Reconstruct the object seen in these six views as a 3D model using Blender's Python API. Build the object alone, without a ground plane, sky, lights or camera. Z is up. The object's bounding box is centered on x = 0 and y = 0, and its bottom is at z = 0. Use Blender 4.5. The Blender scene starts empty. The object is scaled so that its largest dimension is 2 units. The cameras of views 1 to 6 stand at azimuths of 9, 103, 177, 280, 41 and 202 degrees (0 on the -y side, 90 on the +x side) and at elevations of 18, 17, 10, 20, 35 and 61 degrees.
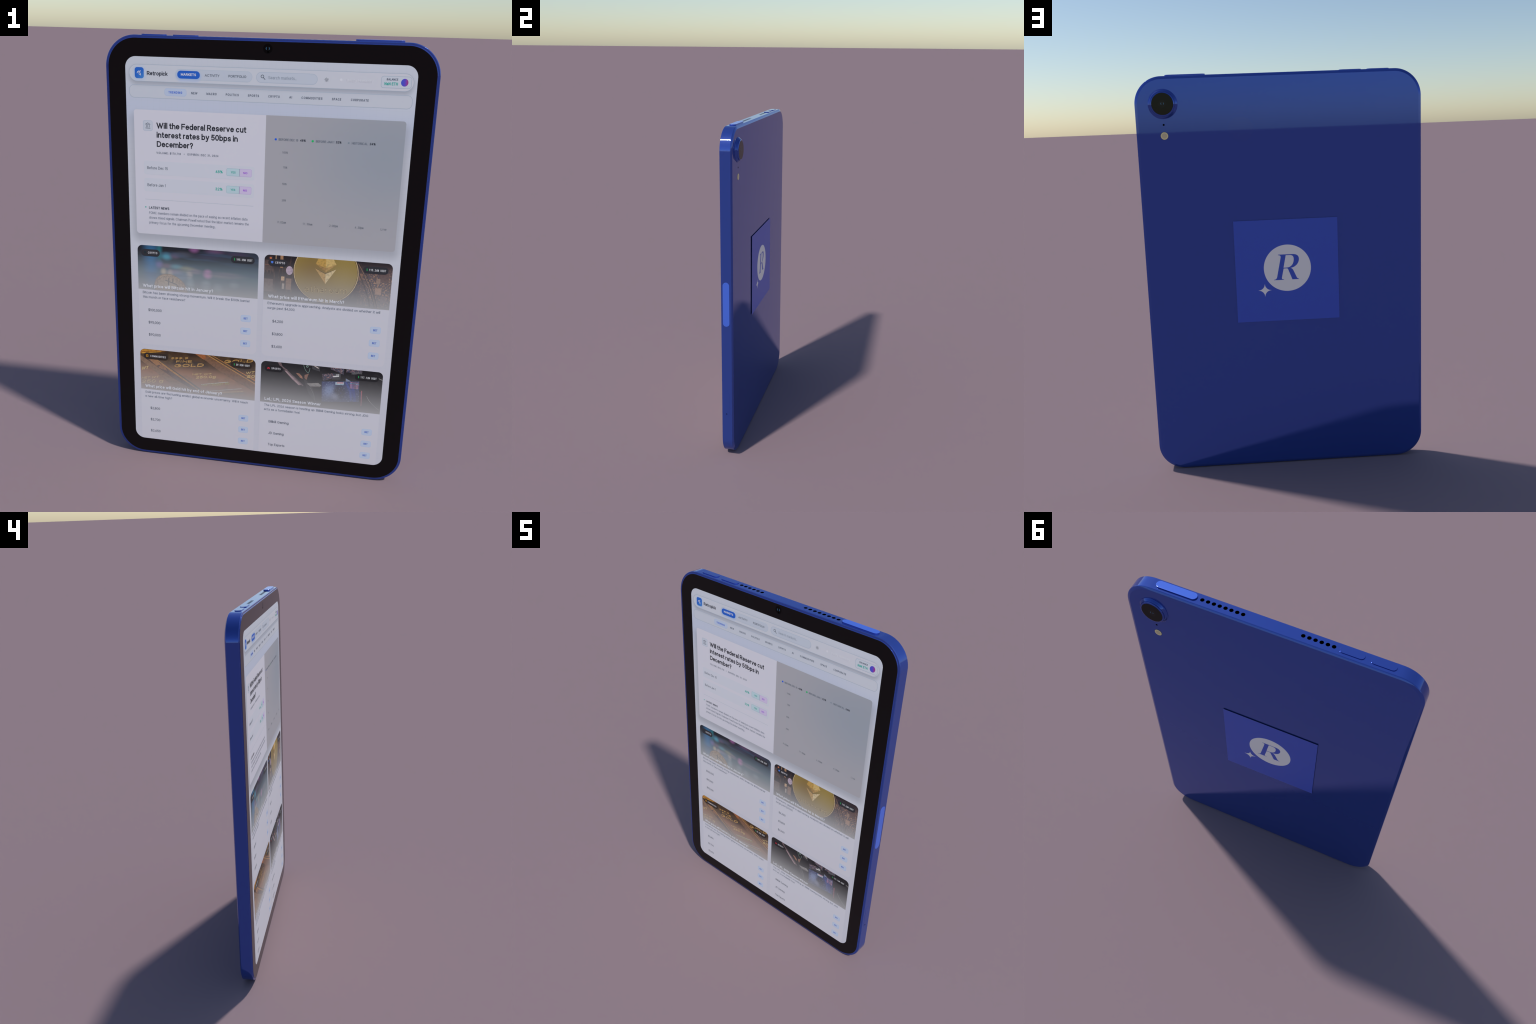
import bpy, bmesh, math
from mathutils import Vector, noise

# ------------------------------------------------------------------ sizes (metres)
W = 0.6896            # half width of the body
H = 1.9938            # height of the body
CORNER = 0.131       # corner radius of the body outline
Y_RING = -0.0416     # front rim plane of the metal frame
Y_LIP = -0.0442      # raised lip that holds the glass
Y_GLASS = -0.0446    # front of the glass
Y_DISP = -0.0448     # front of the display
Y_BACK = 0.0268      # back plane
R_FRONT, R_BACK, R_LIP = 0.0032, 0.0045, 0.0019
Y_MID = -0.0115      # line on which buttons and speaker holes sit
UNIT = 0.001206      # one display unit (the display is 1000 units wide)
LAYER = 0.00012      # spacing of the printed layers on the display
DISP_H = 1513.0      # display height in units

coll = bpy.context.scene.collection
root = bpy.data.objects.new("tablet_computer", None)
coll.objects.link(root)
root["label"] = "upright blue metal tablet with a bright market page on its screen"
root["category"] = "tablet computer"


def sx(X):
    return -0.603 + X * UNIT


def sz(Y):
    return 1.9075 - Y * UNIT


# ------------------------------------------------------------------ materials
def lin(c):
    return [(v / 12.92 if v <= 0.04045 else ((v + 0.055) / 1.055) ** 2.4) for v in (x / 255 for x in c)]


LIGHT = (0.515, 0.525, 0.605)   # brightness of a fully white display surface in this set


def shown(r, g, b):
    """base colour of a display surface that reads as this screen colour in the set"""
    return tuple(min(1.0, max(0.0, (v - 0.0045) / k)) for v, k in zip(lin((r, g, b)), LIGHT))


def principled(name, color, rough=0.5, metal=0.0, spec=0.5, coat=0.0):
    m = bpy.data.materials.new(name)
    m.use_nodes = True
    b = m.node_tree.nodes["Principled BSDF"]
    b.inputs["Base Color"].default_value = (*color, 1)
    b.inputs["Roughness"].default_value = rough
    b.inputs["Metallic"].default_value = metal
    b.inputs["Specular IOR Level"].default_value = spec
    b.inputs["Coat Weight"].default_value = coat
    return m


_ink = {}


def ink(r, g, b):
    """plain printed display colour"""
    if (r, g, b) not in _ink:
        _ink[(r, g, b)] = principled("display_ink", shown(r, g, b), 0.5)
    return _ink[(r, g, b)]


class Paint:
    """small helper that stacks soft shapes into one display material (in display units)"""

    def __init__(self, name, base):
        self.m = principled(name, (0.5, 0.5, 0.5), 0.5)
        self.t = self.m.node_tree
        n = self.t.nodes
        tc = n.new("ShaderNodeTexCoord")
        sep = n.new("ShaderNodeSeparateXYZ")
        self.t.links.new(tc.outputs["Object"], sep.inputs[0])
        self.X = self.math("MULTIPLY_ADD", sep.outputs["X"], 1 / UNIT, 0.603 / UNIT)
        self.Y = self.math("MULTIPLY_ADD", sep.outputs["Z"], -1 / UNIT, 1.9075 / UNIT)
        comb = n.new("ShaderNodeCombineXYZ")
        self.t.links.new(self.X, comb.inputs[0])
        self.t.links.new(self.Y, comb.inputs[1])
        self.p = comb.outputs[0]
        rgb = n.new("ShaderNodeRGB")
        rgb.outputs[0].default_value = (*shown(*base), 1)
        self.c = rgb.outputs[0]

    def _set(self, sock, v):
        if hasattr(v, "node"):
            self.t.links.new(v, sock)
        else:
            sock.default_value = v

    def math(self, op, a, b=0.0, c=0.0, clamp=False):
        k = self.t.nodes.new("ShaderNodeMath")
        k.operation, k.use_clamp = op, clamp
        for i, v in enumerate((a, b, c)):
            self._set(k.inputs[i], v)
        return k.outputs[0]

    def vec(self, op, a, b=(0, 0, 0)):
        k = self.t.nodes.new("ShaderNodeVectorMath")
        k.operation = op
        self._set(k.inputs[0], a)
        self._set(k.inputs[1], b)
        return k.outputs["Value"] if op == "LENGTH" else k.outputs[0]

    def ramp(self, v, lo, hi, a=0.0, b=1.0, smooth=True):
        k = self.t.nodes.new("ShaderNodeMapRange")
        k.interpolation_type = "SMOOTHSTEP" if smooth else "LINEAR"
        self._set(k.inputs["Value"], v)
        for s, x in zip(("From Min", "From Max", "To Min", "To Max"), (lo, hi, a, b)):
            k.inputs[s].default_value = x
        return k.outputs[0]

    def over(self, color, fac):
        k = self.t.nodes.new("ShaderNodeMix")
        k.data_type = "RGBA"
        self._set(k.inputs[0], fac)
        self.t.links.new(self.c, k.inputs[6])
        k.inputs[7].default_value = (*shown(*color), 1)
        self.c = k.outputs[2]
        return self

    def blob(self, cx, cy, rx, ry, color, alpha=1.0, core=0.35, turn=0.0):
        k = self.t.nodes.new("ShaderNodeMapping")
        k.vector_type = "TEXTURE"
        self.t.links.new(self.p, k.inputs["Vector"])
        k.inputs["Location"].default_value = (cx, cy, 0)
        k.inputs["Rotation"].default_value = (0, 0, math.radians(turn))
        k.inputs["Scale"].default_value = (rx, ry, 1)
        d = self.vec("LENGTH", k.outputs[0])
        return self.over(color, self.ramp(d, core, 1.0, alpha, 0.0))

    def halo(self, x0, y0, x1, y1, r, reach, color, alpha):
        """paints a drop shadow and, in blue, a glow round a rounded rectangle"""
        d = self.vec("SUBTRACT", self.p, ((x0 + x1) / 2, (y0 + y1) / 2, 0))
        d = self.vec("SUBTRACT", self.vec("ABSOLUTE", d), ((x1 - x0) / 2 - r, (y1 - y0) / 2 - r, 0))
        d = self.vec("LENGTH", self.vec("MAXIMUM", d, (0, 0, 0)))
        return self.over(color, self.ramp(d, r - 0.35 * reach, r + reach, alpha, 0.0))

    def slope_x(self, a, b, color, alpha):
        return self.over(color, self.ramp(self.X, a, b, 0.0, alpha))

    def slope_y(self, a, b, color, alpha):
        return self.over(color, self.ramp(self.Y, a, b, 0.0, alpha))

    def lines(self, axis, step, width, color, alpha, shift=0.0):
        v = self.math("ADD", self.X if axis == "x" else self.Y, shift)
        v = self.math("FRACT", self.math("DIVIDE", v, step))
        return self.over(color, self.math("MULTIPLY", self.math("LESS_THAN", v, width / step), alpha))

    def noise(self, scale, color, alpha, lo=0.5, hi=0.62, detail=2.0, stretch=(1, 1), turn=0.0, cells=False):
        k = self.t.nodes.new("ShaderNodeMapping")
        self.t.links.new(self.p, k.inputs["Vector"])
        k.inputs["Scale"].default_value = (scale * stretch[0], scale * stretch[1], 1)
        k.inputs["Rotation"].default_value = (0, 0, math.radians(turn))
        if cells:
            n = self.t.nodes.new("ShaderNodeTexVoronoi")
            n.inputs["Scale"].default_value = 1.0
            sep = self.t.nodes.new("ShaderNodeSeparateColor")
            self.t.links.new(n.outputs["Color"], sep.inputs[0])
            out = sep.outputs[0]
        else:
            n = self.t.nodes.new("ShaderNodeTexNoise")
            n.inputs["Scale"].default_value = 1.0
            n.inputs["Detail"].default_value = detail
            out = n.outputs["Fac"]
        self.t.links.new(k.outputs[0], n.inputs["Vector"])
        return self.over(color, self.ramp(out, lo, hi, 0.0, alpha))

    def haze(self, top, strength=0.95, color=(151, 151, 157)):
        """the pale wash that runs over the lower part of every picture on the page"""
        t = self.math("DIVIDE", self.math("SUBTRACT", self.Y, top), 176.5, clamp=True)
        return self.over(color, self.math("MULTIPLY", self.math("POWER", t, 1.65), strength))

    def done(self):
        self.t.links.new(self.c, self.t.nodes["Principled BSDF"].inputs["Base Color"])
        return self.m


def add_grain(m, scale, amount):
    """very fine value grain on the base colour"""
    t = m.node_tree
    b = t.nodes["Principled BSDF"]
    col = tuple(b.inputs["Base Color"].default_value)
    tc, nz = t.nodes.new("ShaderNodeTexCoord"), t.nodes.new("ShaderNodeTexNoise")
    nz.inputs["Scale"].default_value = scale
    nz.inputs["Detail"].default_value = 3
    t.links.new(tc.outputs["Object"], nz.inputs["Vector"])
    mx = t.nodes.new("ShaderNodeMix")
    mx.data_type = "RGBA"
    mx.inputs[6].default_value = tuple(v * (1 - amount) for v in col[:3]) + (1,)
    mx.inputs[7].default_value = tuple(v * (1 + amount) for v in col[:3]) + (1,)
    t.links.new(nz.outputs["Fac"], mx.inputs[0])
    t.links.new(mx.outputs[2], b.inputs["Base Color"])
    return m


BLUE = (0.048, 0.098, 0.435)
M_BODY = add_grain(principled("polished_blue_metal", BLUE, 0.02, 0.62), 90, 0.02)
M_BUTTON = add_grain(principled("light_blue_key", (0.070, 0.165, 0.72), 0.18, 0.18), 120, 0.02)
M_KEYSIDE = principled("blue_key_side", (0.035, 0.075, 0.42), 0.2, 0.5)
M_GLASS = principled("black_glass", (0.0012, 0.0010, 0.0012), 0.02, 0.0, 0.28)
M_LENS = principled("lens_glass", (0.0022, 0.0022, 0.0018), 0.02, 0.0, 0.22)
M_LENSRING = principled("lens_barrel", (0.004, 0.004, 0.0042), 0.1, 0.0, 0.25)
M_GLINT = principled("painted_lens_glint", (0.02, 0.095, 0.16), 0.1, 0.0, 0.5)
M_HOLE = principled("dark_opening", (0.0008, 0.0008, 0.0008), 0.8, 0.0, 0.02)
M_FLASH = principled("cream_flash_lens", (0.95, 0.80, 0.40), 0.12, 0.0, 0.5, 0.4)
M_FLASHRIM = principled("flash_rim", (0.02, 0.018, 0.016), 0.3)
M_PANEL = add_grain(principled("matt_blue_panel", (0.040, 0.096, 0.545), 0.34, 0.0, 0.5), 260, 0.10)
M_PANELSIDE = principled("dark_panel_edge", (0.004, 0.008, 0.035), 0.6, 0.0, 0.2)
M_EMBLEM = principled("pale_emblem", (0.97, 0.91, 0.86), 0.5)


# ------------------------------------------------------------------ mesh helpers
def new_object(name, mesh, parent, mats, stuff=False):
    o = bpy.data.objects.new(name, mesh)
    coll.objects.link(o)
    o.parent = parent
    for m in mats if isinstance(mats, (list, tuple)) else [mats]:
        mesh.materials.append(m)
    if stuff:
        o["kind"] = "stuff"
    return o


def rounded_rect(x0, x1, z0, z1, r, seg=24, radii=None):
    """outline, counter-clockwise seen from the front (-y)"""
    rr = radii or (r, r, r, r)   # top right, top left, bottom left, bottom right
    pts = []
    for k, (cx, cz, sxn, szn) in enumerate(((x1, z1, -1, -1), (x0, z1, 1, -1), (x0, z0, 1, 1), (x1, z0, -1, 1))):
        q = rr[k]
        if q <= 0:
            pts.append((cx, cz))
            continue
        for i in range(seg + 1):
            a = math.radians(90 * k + 90 * i / seg)
            pts.append((cx + sxn * q + q * math.cos(a), cz + szn * q + q * math.sin(a)))
    return pts


def clip(poly, convex):
    """cut a polygon to a convex counter-clockwise outline"""
    out = list(poly)
    for i in range(len(convex)):
        (ax, ay), (bx, by) = convex[i], convex[(i + 1) % len(convex)]
        if abs(ax - bx) + abs(ay - by) < 1e-9:
            continue
        side = lambda p: (bx - ax) * (p[1] - ay) - (by - ay) * (p[0] - ax)
        src, out = out, []
        for j in range(len(src)):
            p, q = src[j - 1], src[j]
            sp, sq = side(p), side(q)
            if (sp >= 0) != (sq >= 0):
                t = sp / (sp - sq)
                out.append((p[0] + t * (q[0] - p[0]), p[1] + t * (q[1] - p[1])))
            if sq >= 0:
                out.append(q)
        if not out:
            return []
    return out


def slab_mesh(name, outline, y_front, y_back, flip=False):
    """solid slab with this (x, z) outline; flip: shows its face to +y"""
    n = len(outline)
    v = [(x, y_front, z) for x, z in outline] + [(x, y_back, z) for x, z in outline]
    f = [list(range(n)), list(range(2 * n - 1, n - 1, -1))]
    f += [(i, n + i, n + (i + 1) % n, (i + 1) % n) for i in range(n)]
    me = bpy.data.meshes.new(name)
    me.from_pydata(v, [], f)
    bm = bmesh.new()
    bm.from_mesh(me)
    bmesh.ops.remove_doubles(bm, verts=bm.verts, dist=1e-7)
    bmesh.ops.recalc_face_normals(bm, faces=bm.faces)
    bm.to_mesh(me)
    bm.free()
    return me


def lathe(name, profile, cx, cz, parent, mat, seg=96, axis="y", angle=14):
    """turn an (r, h) profile about an axis through (cx, cz)"""
    v, f = [], []
    rings = []
    for r, h in profile:
        if r < 1e-6:
            rings.append([len(v)])
            v.append((cx, h, cz))
        else:
            rings.append(list(range(len(v), len(v) + seg)))
            v += [(cx + r * math.cos(t), h, cz + r * math.sin(t)) for t in (2 * math.pi * i / seg for i in range(seg))]
    for a, b in zip(rings, rings[1:]):
        for i in range(seg):
            j = (i + 1) % seg
            q = [a[i % len(a)], a[j % len(a)], b[j % len(b)], b[i % len(b)]]
            f.append(list(dict.fromkeys(q)))
    me = bpy.data.meshes.new(name)
    me.from_pydata(v, [], f)
    bm = bmesh.new()
    bm.from_mesh(me)
    bmesh.ops.recalc_face_normals(bm, faces=bm.faces)
    bm.to_mesh(me)
    bm.free()
    for p in me.polygons:
        p.use_smooth = True
    me.set_sharp_from_angle(angle=math.radians(angle))
    return new_object(name, me, parent, mat)


# ------------------------------------------------------------------ body
def body_ring(inset, y, seg=24):
    return [(x, y, z) for x, z in rounded_rect(-W + inset, W - inset, inset, H - inset, CORNER - inset, seg)]


def arc_profile(ci, cy, r, a0, a1, n):
    """fillet points (inset, y); angle 0 looks outward, 90 looks to +y"""
    return [(ci - r * math.cos(math.radians(a0 + (a1 - a0) * k / n)), cy + r * math.sin(math.radians(a0 + (a1 - a0) * k / n))) for k in range(n + 1)]


def sweep(name, profile):
    """closed solid: the profile swept round the outline, capped front and back"""
    v, f = [], []
    for ins, y in profile:
        v += body_ring(ins, y)
    n = len(v) // len(profile)
    for k in range(len(profile) - 1):
        for i in range(n):
            j = (i + 1) % n
            f.append((k * n + i, (k + 1) * n + i, (k + 1) * n + j, k * n + j))
    f.append(list(range(n)))
    f.append(list(range(len(v) - 1, len(v) - n - 1, -1)))
    me = bpy.data.meshes.new(name)
    me.from_pydata(v, [], f)
    bm = bmesh.new()
    bm.from_mesh(me)
    bmesh.ops.recalc_face_normals(bm, faces=bm.faces)
    bm.to_mesh(me)
    bm.free()
    return me


def outline_frame(x, z):
    """(inset from the body outline, outward direction) at a point"""
    zc = z - H / 2
    qx, qz = abs(x) - (W - CORNER), abs(zc) - (H / 2 - CORNER)
    if qx > 0 and qz > 0:
        d = math.hypot(qx, qz)
        o = Vector((math.copysign(qx / d, x), 0, math.copysign(qz / d, zc)))
        return CORNER - d, o
    if qx > qz:
        return CORNER - qx, Vector((math.copysign(1, x), 0, 0))
    return CORNER - qz, Vector((0, 0, math.copysign(1, zc)))


def true_normals(me, fillets):
    """exact normals of flats and fillets, so the polished metal mirrors cleanly"""
    normals = [Vector((0, 0, 1))] * len(me.loops)
    for p in me.polygons:
        for li in p.loop_indices:
            co = me.vertices[me.loops[li].vertex_index].co
            inset, o = outline_frame(co.x, co.z)
            n = p.normal.copy()
            if abs(n.y) > 0.995:
                n = Vector((0, math.copysign(1, n.y), 0))
            elif n.dot(o) > 0.99:
                n = o
            elif n.dot(o) > 0.03:
                if co.y > BEVEL[0][1] - 1e-6:
                    for (ia, ya, aa), (ib, yb, ab) in zip(BEVEL, BEVEL[1:]):
                        if ya - 1e-6 <= co.y <= yb + 1e-6:
                            a = math.radians(aa + (ab - aa) * (co.y - ya) / (yb - ya))
                            n = o * math.cos(a) + Vector((0, math.sin(a), 0))
                            break
                    normals[li] = n
                    continue
                for ci, cy, r in fillets:
                    d = Vector((ci - inset, co.y - cy))
                    if abs(d.length - r) < 2e-4:
                        n = (o * d.x + Vector((0, 1, 0)) * d.y).normalized()
                        break
            normals[li] = n
    for p in me.polygons:
        p.use_smooth = True
    me.normals_split_custom_set(normals)


FILLETS = [(0.0110, Y_LIP + R_LIP, R_LIP), (R_FRONT, Y_RING + R_FRONT, R_FRONT), (R_BACK, Y_BACK - 0.0098, R_BACK)]
profile = [(0.0125, Y_LIP)] + arc_profile(*FILLETS[0], -90, 0, 5) + [(0.0091, Y_RING)]
profile += arc_profile(*FILLETS[1], -90, 0, 6) + arc_profile(*FILLETS[2], 0, 58, 7)
i0, y0_ = profile[-1]                                    # slightly domed chamfer down to the back plane
BEVEL = [(i0, y0_, 58)]
for k in range(1, 5):
    y = y0_ + (Y_BACK - y0_) * k / 4
    BEVEL.append((i0 + (y - y0_) * math.tan(math.radians(62 + 0.4 * k)), y, 58 + 8 * k / 4))
profile += [(i, y) for i, y, a in BEVEL[1:]]
body_mesh = sweep("body", profile)
body = new_object("body", body_mesh, root, [M_BODY, M_HOLE])

HOLES_RIGHT = [0.3253 - 0.02704 * i for i in range(8)]
HOLES_LEFT = [-0.1346 - 0.02706 * i for i in range(6)]
cut = bmesh.new()


def cutter(x, y, z, r, depth, axis):
    g = bmesh.ops.create_cone(cut, cap_ends=True, segments=28, radius1=r, radius2=r, depth=depth)
    for q in g["verts"]:
        if axis == "x":
            q.co = Vector((q.co.z, q.co.x, q.co.y))
        elif axis == "y":
            q.co = Vector((q.co.x, q.co.z, q.co.y))
        q.co += Vector((x, y, z))


for x in HOLES_RIGHT + HOLES_LEFT:
    cutter(x, Y_MID, H, 0.0094, 0.080, "z")
for i in range(7):                                   # hidden on the underside, as on the top
    for s in (-1, 1):
        cutter(s * (0.16 + 0.027 * i), Y_MID, 0.0, 0.0094, 0.080, "z")
bmesh.ops.recalc_face_normals(cut, faces=cut.faces)
cut_mesh = bpy.data.meshes.new("cutter")
cut.to_mesh(cut_mesh)
cut.free()
cut_mesh.materials.append(M_HOLE)
cut_obj = bpy.data.objects.new("cutter", cut_mesh)
coll.objects.link(cut_obj)
mod = body.modifiers.new("openings", "BOOLEAN")
mod.object, mod.operation, mod.solver = cut_obj, "DIFFERENCE", "EXACT"
mod.material_mode = "TRANSFER"
bpy.context.view_layer.update()
cut_body = bpy.data.meshes.new_from_object(body.evaluated_get(bpy.context.evaluated_depsgraph_get()))
body.modifiers.clear()
body.data = cut_body
bpy.data.objects.remove(cut_obj)
true_normals(cut_body, FILLETS)
for p in cut_body.polygons:
    c = p.center
    if p.material_index and len(p.vertices) == 4 and c.z > H - 0.0004:
        p.material_index = 0

# ------------------------------------------------------------------ front glass and its camera
r = 0.0005
glass_profile = [(0.0125 + r, Y_GLASS)] + arc_profile(0.0125 + r, Y_GLASS + r, r, -90, 0, 3) + [(0.0125, Y_LIP + 0.0012)]
glass_mesh = sweep("front_glass", glass_profile)
for p in glass_mesh.polygons:
    p.use_smooth = False
new_object("front_glass", glass_mesh, root, M_GLASS)

FCX, FCZ = 0.0005, 1.9535
fcam = lathe("front_camera", [(0.0192, Y_GLASS + 0.0004), (0.0192, Y_GLASS - 0.0001), (0.0180, Y_GLASS - 0.0001), (0.0176, Y_GLASS - 0.00003), (0.0, Y_GLASS - 0.00003)], FCX, FCZ, root, principled("camera_window", (0.0008, 0.0008, 0.0009), 0.02, 0.0, 0.14), 64, angle=2)


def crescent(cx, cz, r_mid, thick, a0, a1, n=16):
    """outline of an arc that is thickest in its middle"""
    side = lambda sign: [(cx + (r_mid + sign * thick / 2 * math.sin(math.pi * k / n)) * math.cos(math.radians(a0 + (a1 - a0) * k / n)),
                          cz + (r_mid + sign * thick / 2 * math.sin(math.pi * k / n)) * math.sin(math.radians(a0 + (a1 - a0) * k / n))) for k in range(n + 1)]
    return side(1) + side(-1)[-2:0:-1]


for a0, a1 in ((-62, 62), (118, 242)):  # blue lens reflections modelled as two thin crescents
    new_object("lens_glint", slab_mesh("lens_glint", crescent(FCX, FCZ + 0.001, 0.0066, 0.0042, a0, a1), Y_GLASS - 0.0003, Y_GLASS), fcam, M_GLINT)
lathe("lens_pupil", [(0.0042, Y_GLASS), (0.0042, Y_GLASS - 0.0003), (0.0, Y_GLASS - 0.0003)], FCX + 0.0015, FCZ - 0.0120, fcam, M_HOLE, 32)

# ------------------------------------------------------------------ buttons


def pill(name, plane, a0, a1, half, top, base, parent, mat_top, mat_side, bev=0.0012):
    """capsule key: plane 'top' runs along x, plane 'side' runs along z"""
    outline = rounded_rect(a0, a1, -half, half, half, 16)
    steps = [(0.0, base), (0.0, top - bev)] + [(bev * (1 - math.cos(t)), top - bev + bev * math.sin(t)) for t in (math.pi / 2 * k / 4 for k in range(1, 5))]
    v, f, n = [], [], None
    for ins, h in steps:
        ring = rounded_rect(a0 + ins, a1 - ins, -half + ins, half - ins, half - ins, 16)
        n = len(ring)
        for p, q in ring:
            v.append((p, Y_MID - q, h) if plane == "top" else (h, Y_MID + q, p))
    for k in range(len(steps) - 1):
        f += [(k * n + i, k * n + (i + 1) % n, (k + 1) * n + (i + 1) % n, (k + 1) * n + i) for i in range(n)]
    f.append(list(range((len(steps) - 1) * n, len(steps) * n)))
    f.append(list(range(n - 1, -1, -1)))
    me = bpy.data.meshes.new(name)
    me.from_pydata(v, [], f)
    bm = bmesh.new()
    bm.from_mesh(me)
    bmesh.ops.remove_doubles(bm, verts=bm.verts, dist=1e-7)
    bmesh.ops.recalc_face_normals(bm, faces=bm.faces)
    bm.to_mesh(me)
    bm.free()
    o = new_object(name, me, parent, [mat_top, mat_side])
    axis = 2 if plane == "top" else 0
    for p in me.polygons:
        p.material_index = 0 if p.normal[axis] > 0.55 else 1
        p.use_smooth = len(p.vertices) == 4
    me.set_sharp_from_angle(angle=math.radians(8))
    return o


pill("power_button", "top", 0.3492, 0.5425, 0.0190, 2.0, H - 0.002, root, M_BUTTON, M_KEYSIDE)
pill("volume_button", "top", -0.4037, -0.2957, 0.0165, 1.9974, H - 0.002, root, M_BODY, M_KEYSIDE, 0.0008)
pill("volume_button.001", "top", -0.5392, -0.4310, 0.0165, 1.9974, H - 0.002, root, M_BODY, M_KEYSIDE, 0.0008)
pill("side_button", "side", 0.8630, 1.1306, 0.0195, W + 0.0012, W - 0.002, root, M_BUTTON, M_BUTTON, 0.0008)
tray = pill("card_tray", "side", 0.2850, 0.4416, 0.0153, W + 0.0007, W - 0.002, root, M_BODY, M_KEYSIDE, 0.0004)


def disc_x(name, x, y, z, r, depth, parent, mat):
    bm = bmesh.new()
    g = bmesh.ops.create_cone(bm, cap_ends=True, segments=24, radius1=r, radius2=r, depth=depth)
    for q in g["verts"]:
        q.co = Vector((q.co.z + x, q.co.x + y, q.co.y + z))
    me = bpy.data.meshes.new(name)
    bm.to_mesh(me)
    bm.free()
    return new_object(name, me, parent, mat)


disc_x("eject_pinhole", W + 0.0004, -0.0135, 0.3000, 0.0036, 0.0010, tray, M_HOLE)

# ------------------------------------------------------------------ rear camera, flash
CX, CZ = 0.5553, 1.8640
Y_CONE = [(0.0703, Y_BACK - 0.002), (0.0703, Y_BACK + 0.0014), (0.0698, Y_BACK + 0.0024), (0.0686, Y_BACK + 0.0032)]
Y_CONE += [(0.0686 - 0.0090 * t, Y_BACK + 0.0032 + 0.0088 * t ** 0.85) for t in (0.25, 0.5, 0.75, 1.0)]
Y_CONE += [(0.0590, Y_BACK + 0.0108), (0.0584, Y_BACK + 0.0108), (0.0582, Y_BACK + 0.0142), (0.0576, Y_BACK + 0.0156), (0.0562, Y_BACK + 0.0165),
           (0.0530, Y_BACK + 0.0176), (0.0519, Y_BACK + 0.0178), (0.0518, Y_BACK + 0.0120), (0.0, Y_BACK + 0.0120)]
cam = lathe("rear_camera", Y_CONE, CX, CZ, root, M_BODY, 128, angle=28)
yl = 0.0452
lathe("lens_cover", [(0.0516, yl - 0.004), (0.0516, yl - 0.0006), (0.0510, yl), (0.0, yl)], CX, CZ, cam, M_LENS, 128, angle=4)
lathe("lens_barrel", [(0.0190, yl - 0.0002), (0.0190, yl + 0.00012), (0.0178, yl + 0.00012), (0.0174, yl + 0.00004), (0.0, yl + 0.00004)], CX, CZ, cam, M_LENSRING, 64, angle=2)
for a0, a1 in ((-62, 62), (118, 242)):  # rear lens glints built as raised blue slabs
    new_object("lens_glint", slab_mesh("lens_glint", crescent(CX, CZ + 0.001, 0.0064, 0.0042, a0, a1), yl, yl + 0.0003), cam, M_GLINT)
lathe("rear_microphone", [(0.0047, Y_BACK - 0.001), (0.0047, Y_BACK + 0.0003), (0.0, Y_BACK + 0.0003)], 0.5565, 1.7663, root, M_HOLE, 32)
fl = lathe("camera_flash", [(0.0178, Y_BACK - 0.001), (0.0178, Y_BACK + 0.0007), (0.0172, Y_BACK + 0.0013), (0.0158, Y_BACK + 0.0016), (0.0150, Y_BACK + 0.0010),
                            (0.0, Y_BACK + 0.0010)], 0.5562, 1.7141, root, M_FLASH, 64)
lathe("flash_diffuser", [(0.0120, Y_BACK + 0.0008), (0.0116, Y_BACK + 0.0014), (0.0, Y_BACK + 0.0017)], 0.5562, 1.7141, fl, principled("tan_diffuser", (0.74, 0.58, 0.34), 0.25, 0.0, 0.5), 48)
lathe("flash_rim", [(0.0188, Y_BACK - 0.0005), (0.0188, Y_BACK + 0.0005), (0.0178, Y_BACK + 0.0005), (0.0178, Y_BACK - 0.0005)], 0.5562, 1.7141, fl, M_FLASHRIM, 64)

# ------------------------------------------------------------------ emblem panel on the back
PX, PZ, PH = -0.0085, 1.0302, 0.2578
Y_PANEL = Y_BACK + 0.0043
panel_mesh = slab_mesh("emblem_panel", rounded_rect(PX - PH, PX + PH, PZ - PH, PZ + PH, 0), Y_PANEL - 0.0007, Y_PANEL)
panel = new_object("emblem_panel", panel_mesh, root, [M_PANEL, M_PANELSIDE])
for p in panel_mesh.polygons:
    p.material_index = 0 if p.normal.y > 0.5 else 1


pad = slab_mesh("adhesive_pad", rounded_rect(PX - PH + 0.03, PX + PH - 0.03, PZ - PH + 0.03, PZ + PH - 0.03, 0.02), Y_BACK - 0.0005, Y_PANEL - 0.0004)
new_object("adhesive_pad", pad, panel, M_PANELSIDE)


def filled(name, loops, y0, y1, parent, mat):
    """filled 2D outline with holes; loops are (x, z) point lists"""
    cu = bpy.data.curves.new(name, "CURVE")
    cu.dimensions, cu.fill_mode = "2D", "BOTH"
    for pts in loops:
        s = cu.splines.new("POLY")
        s.points.add(len(pts) - 1)
        for q, (x, z) in zip(s.points, pts):
            q.co = (x, z, 0, 1)
        s.use_cyclic_u = True
    cu.extrude = abs(y1 - y0) / 2
    tmp = bpy.data.objects.new(name, cu)
    coll.objects.link(tmp)
    bpy.context.view_layer.update()
    me = bpy.data.meshes.new_from_object(tmp.evaluated_get(bpy.context.evaluated_depsgraph_get()))
    bpy.data.objects.remove(tmp)
    for q in me.vertices:
        q.co = (q.co.x, (y0 + y1) / 2 - q.co.z, q.co.y)
    me.materials.clear()
    return new_object(name, me, parent, mat)


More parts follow.
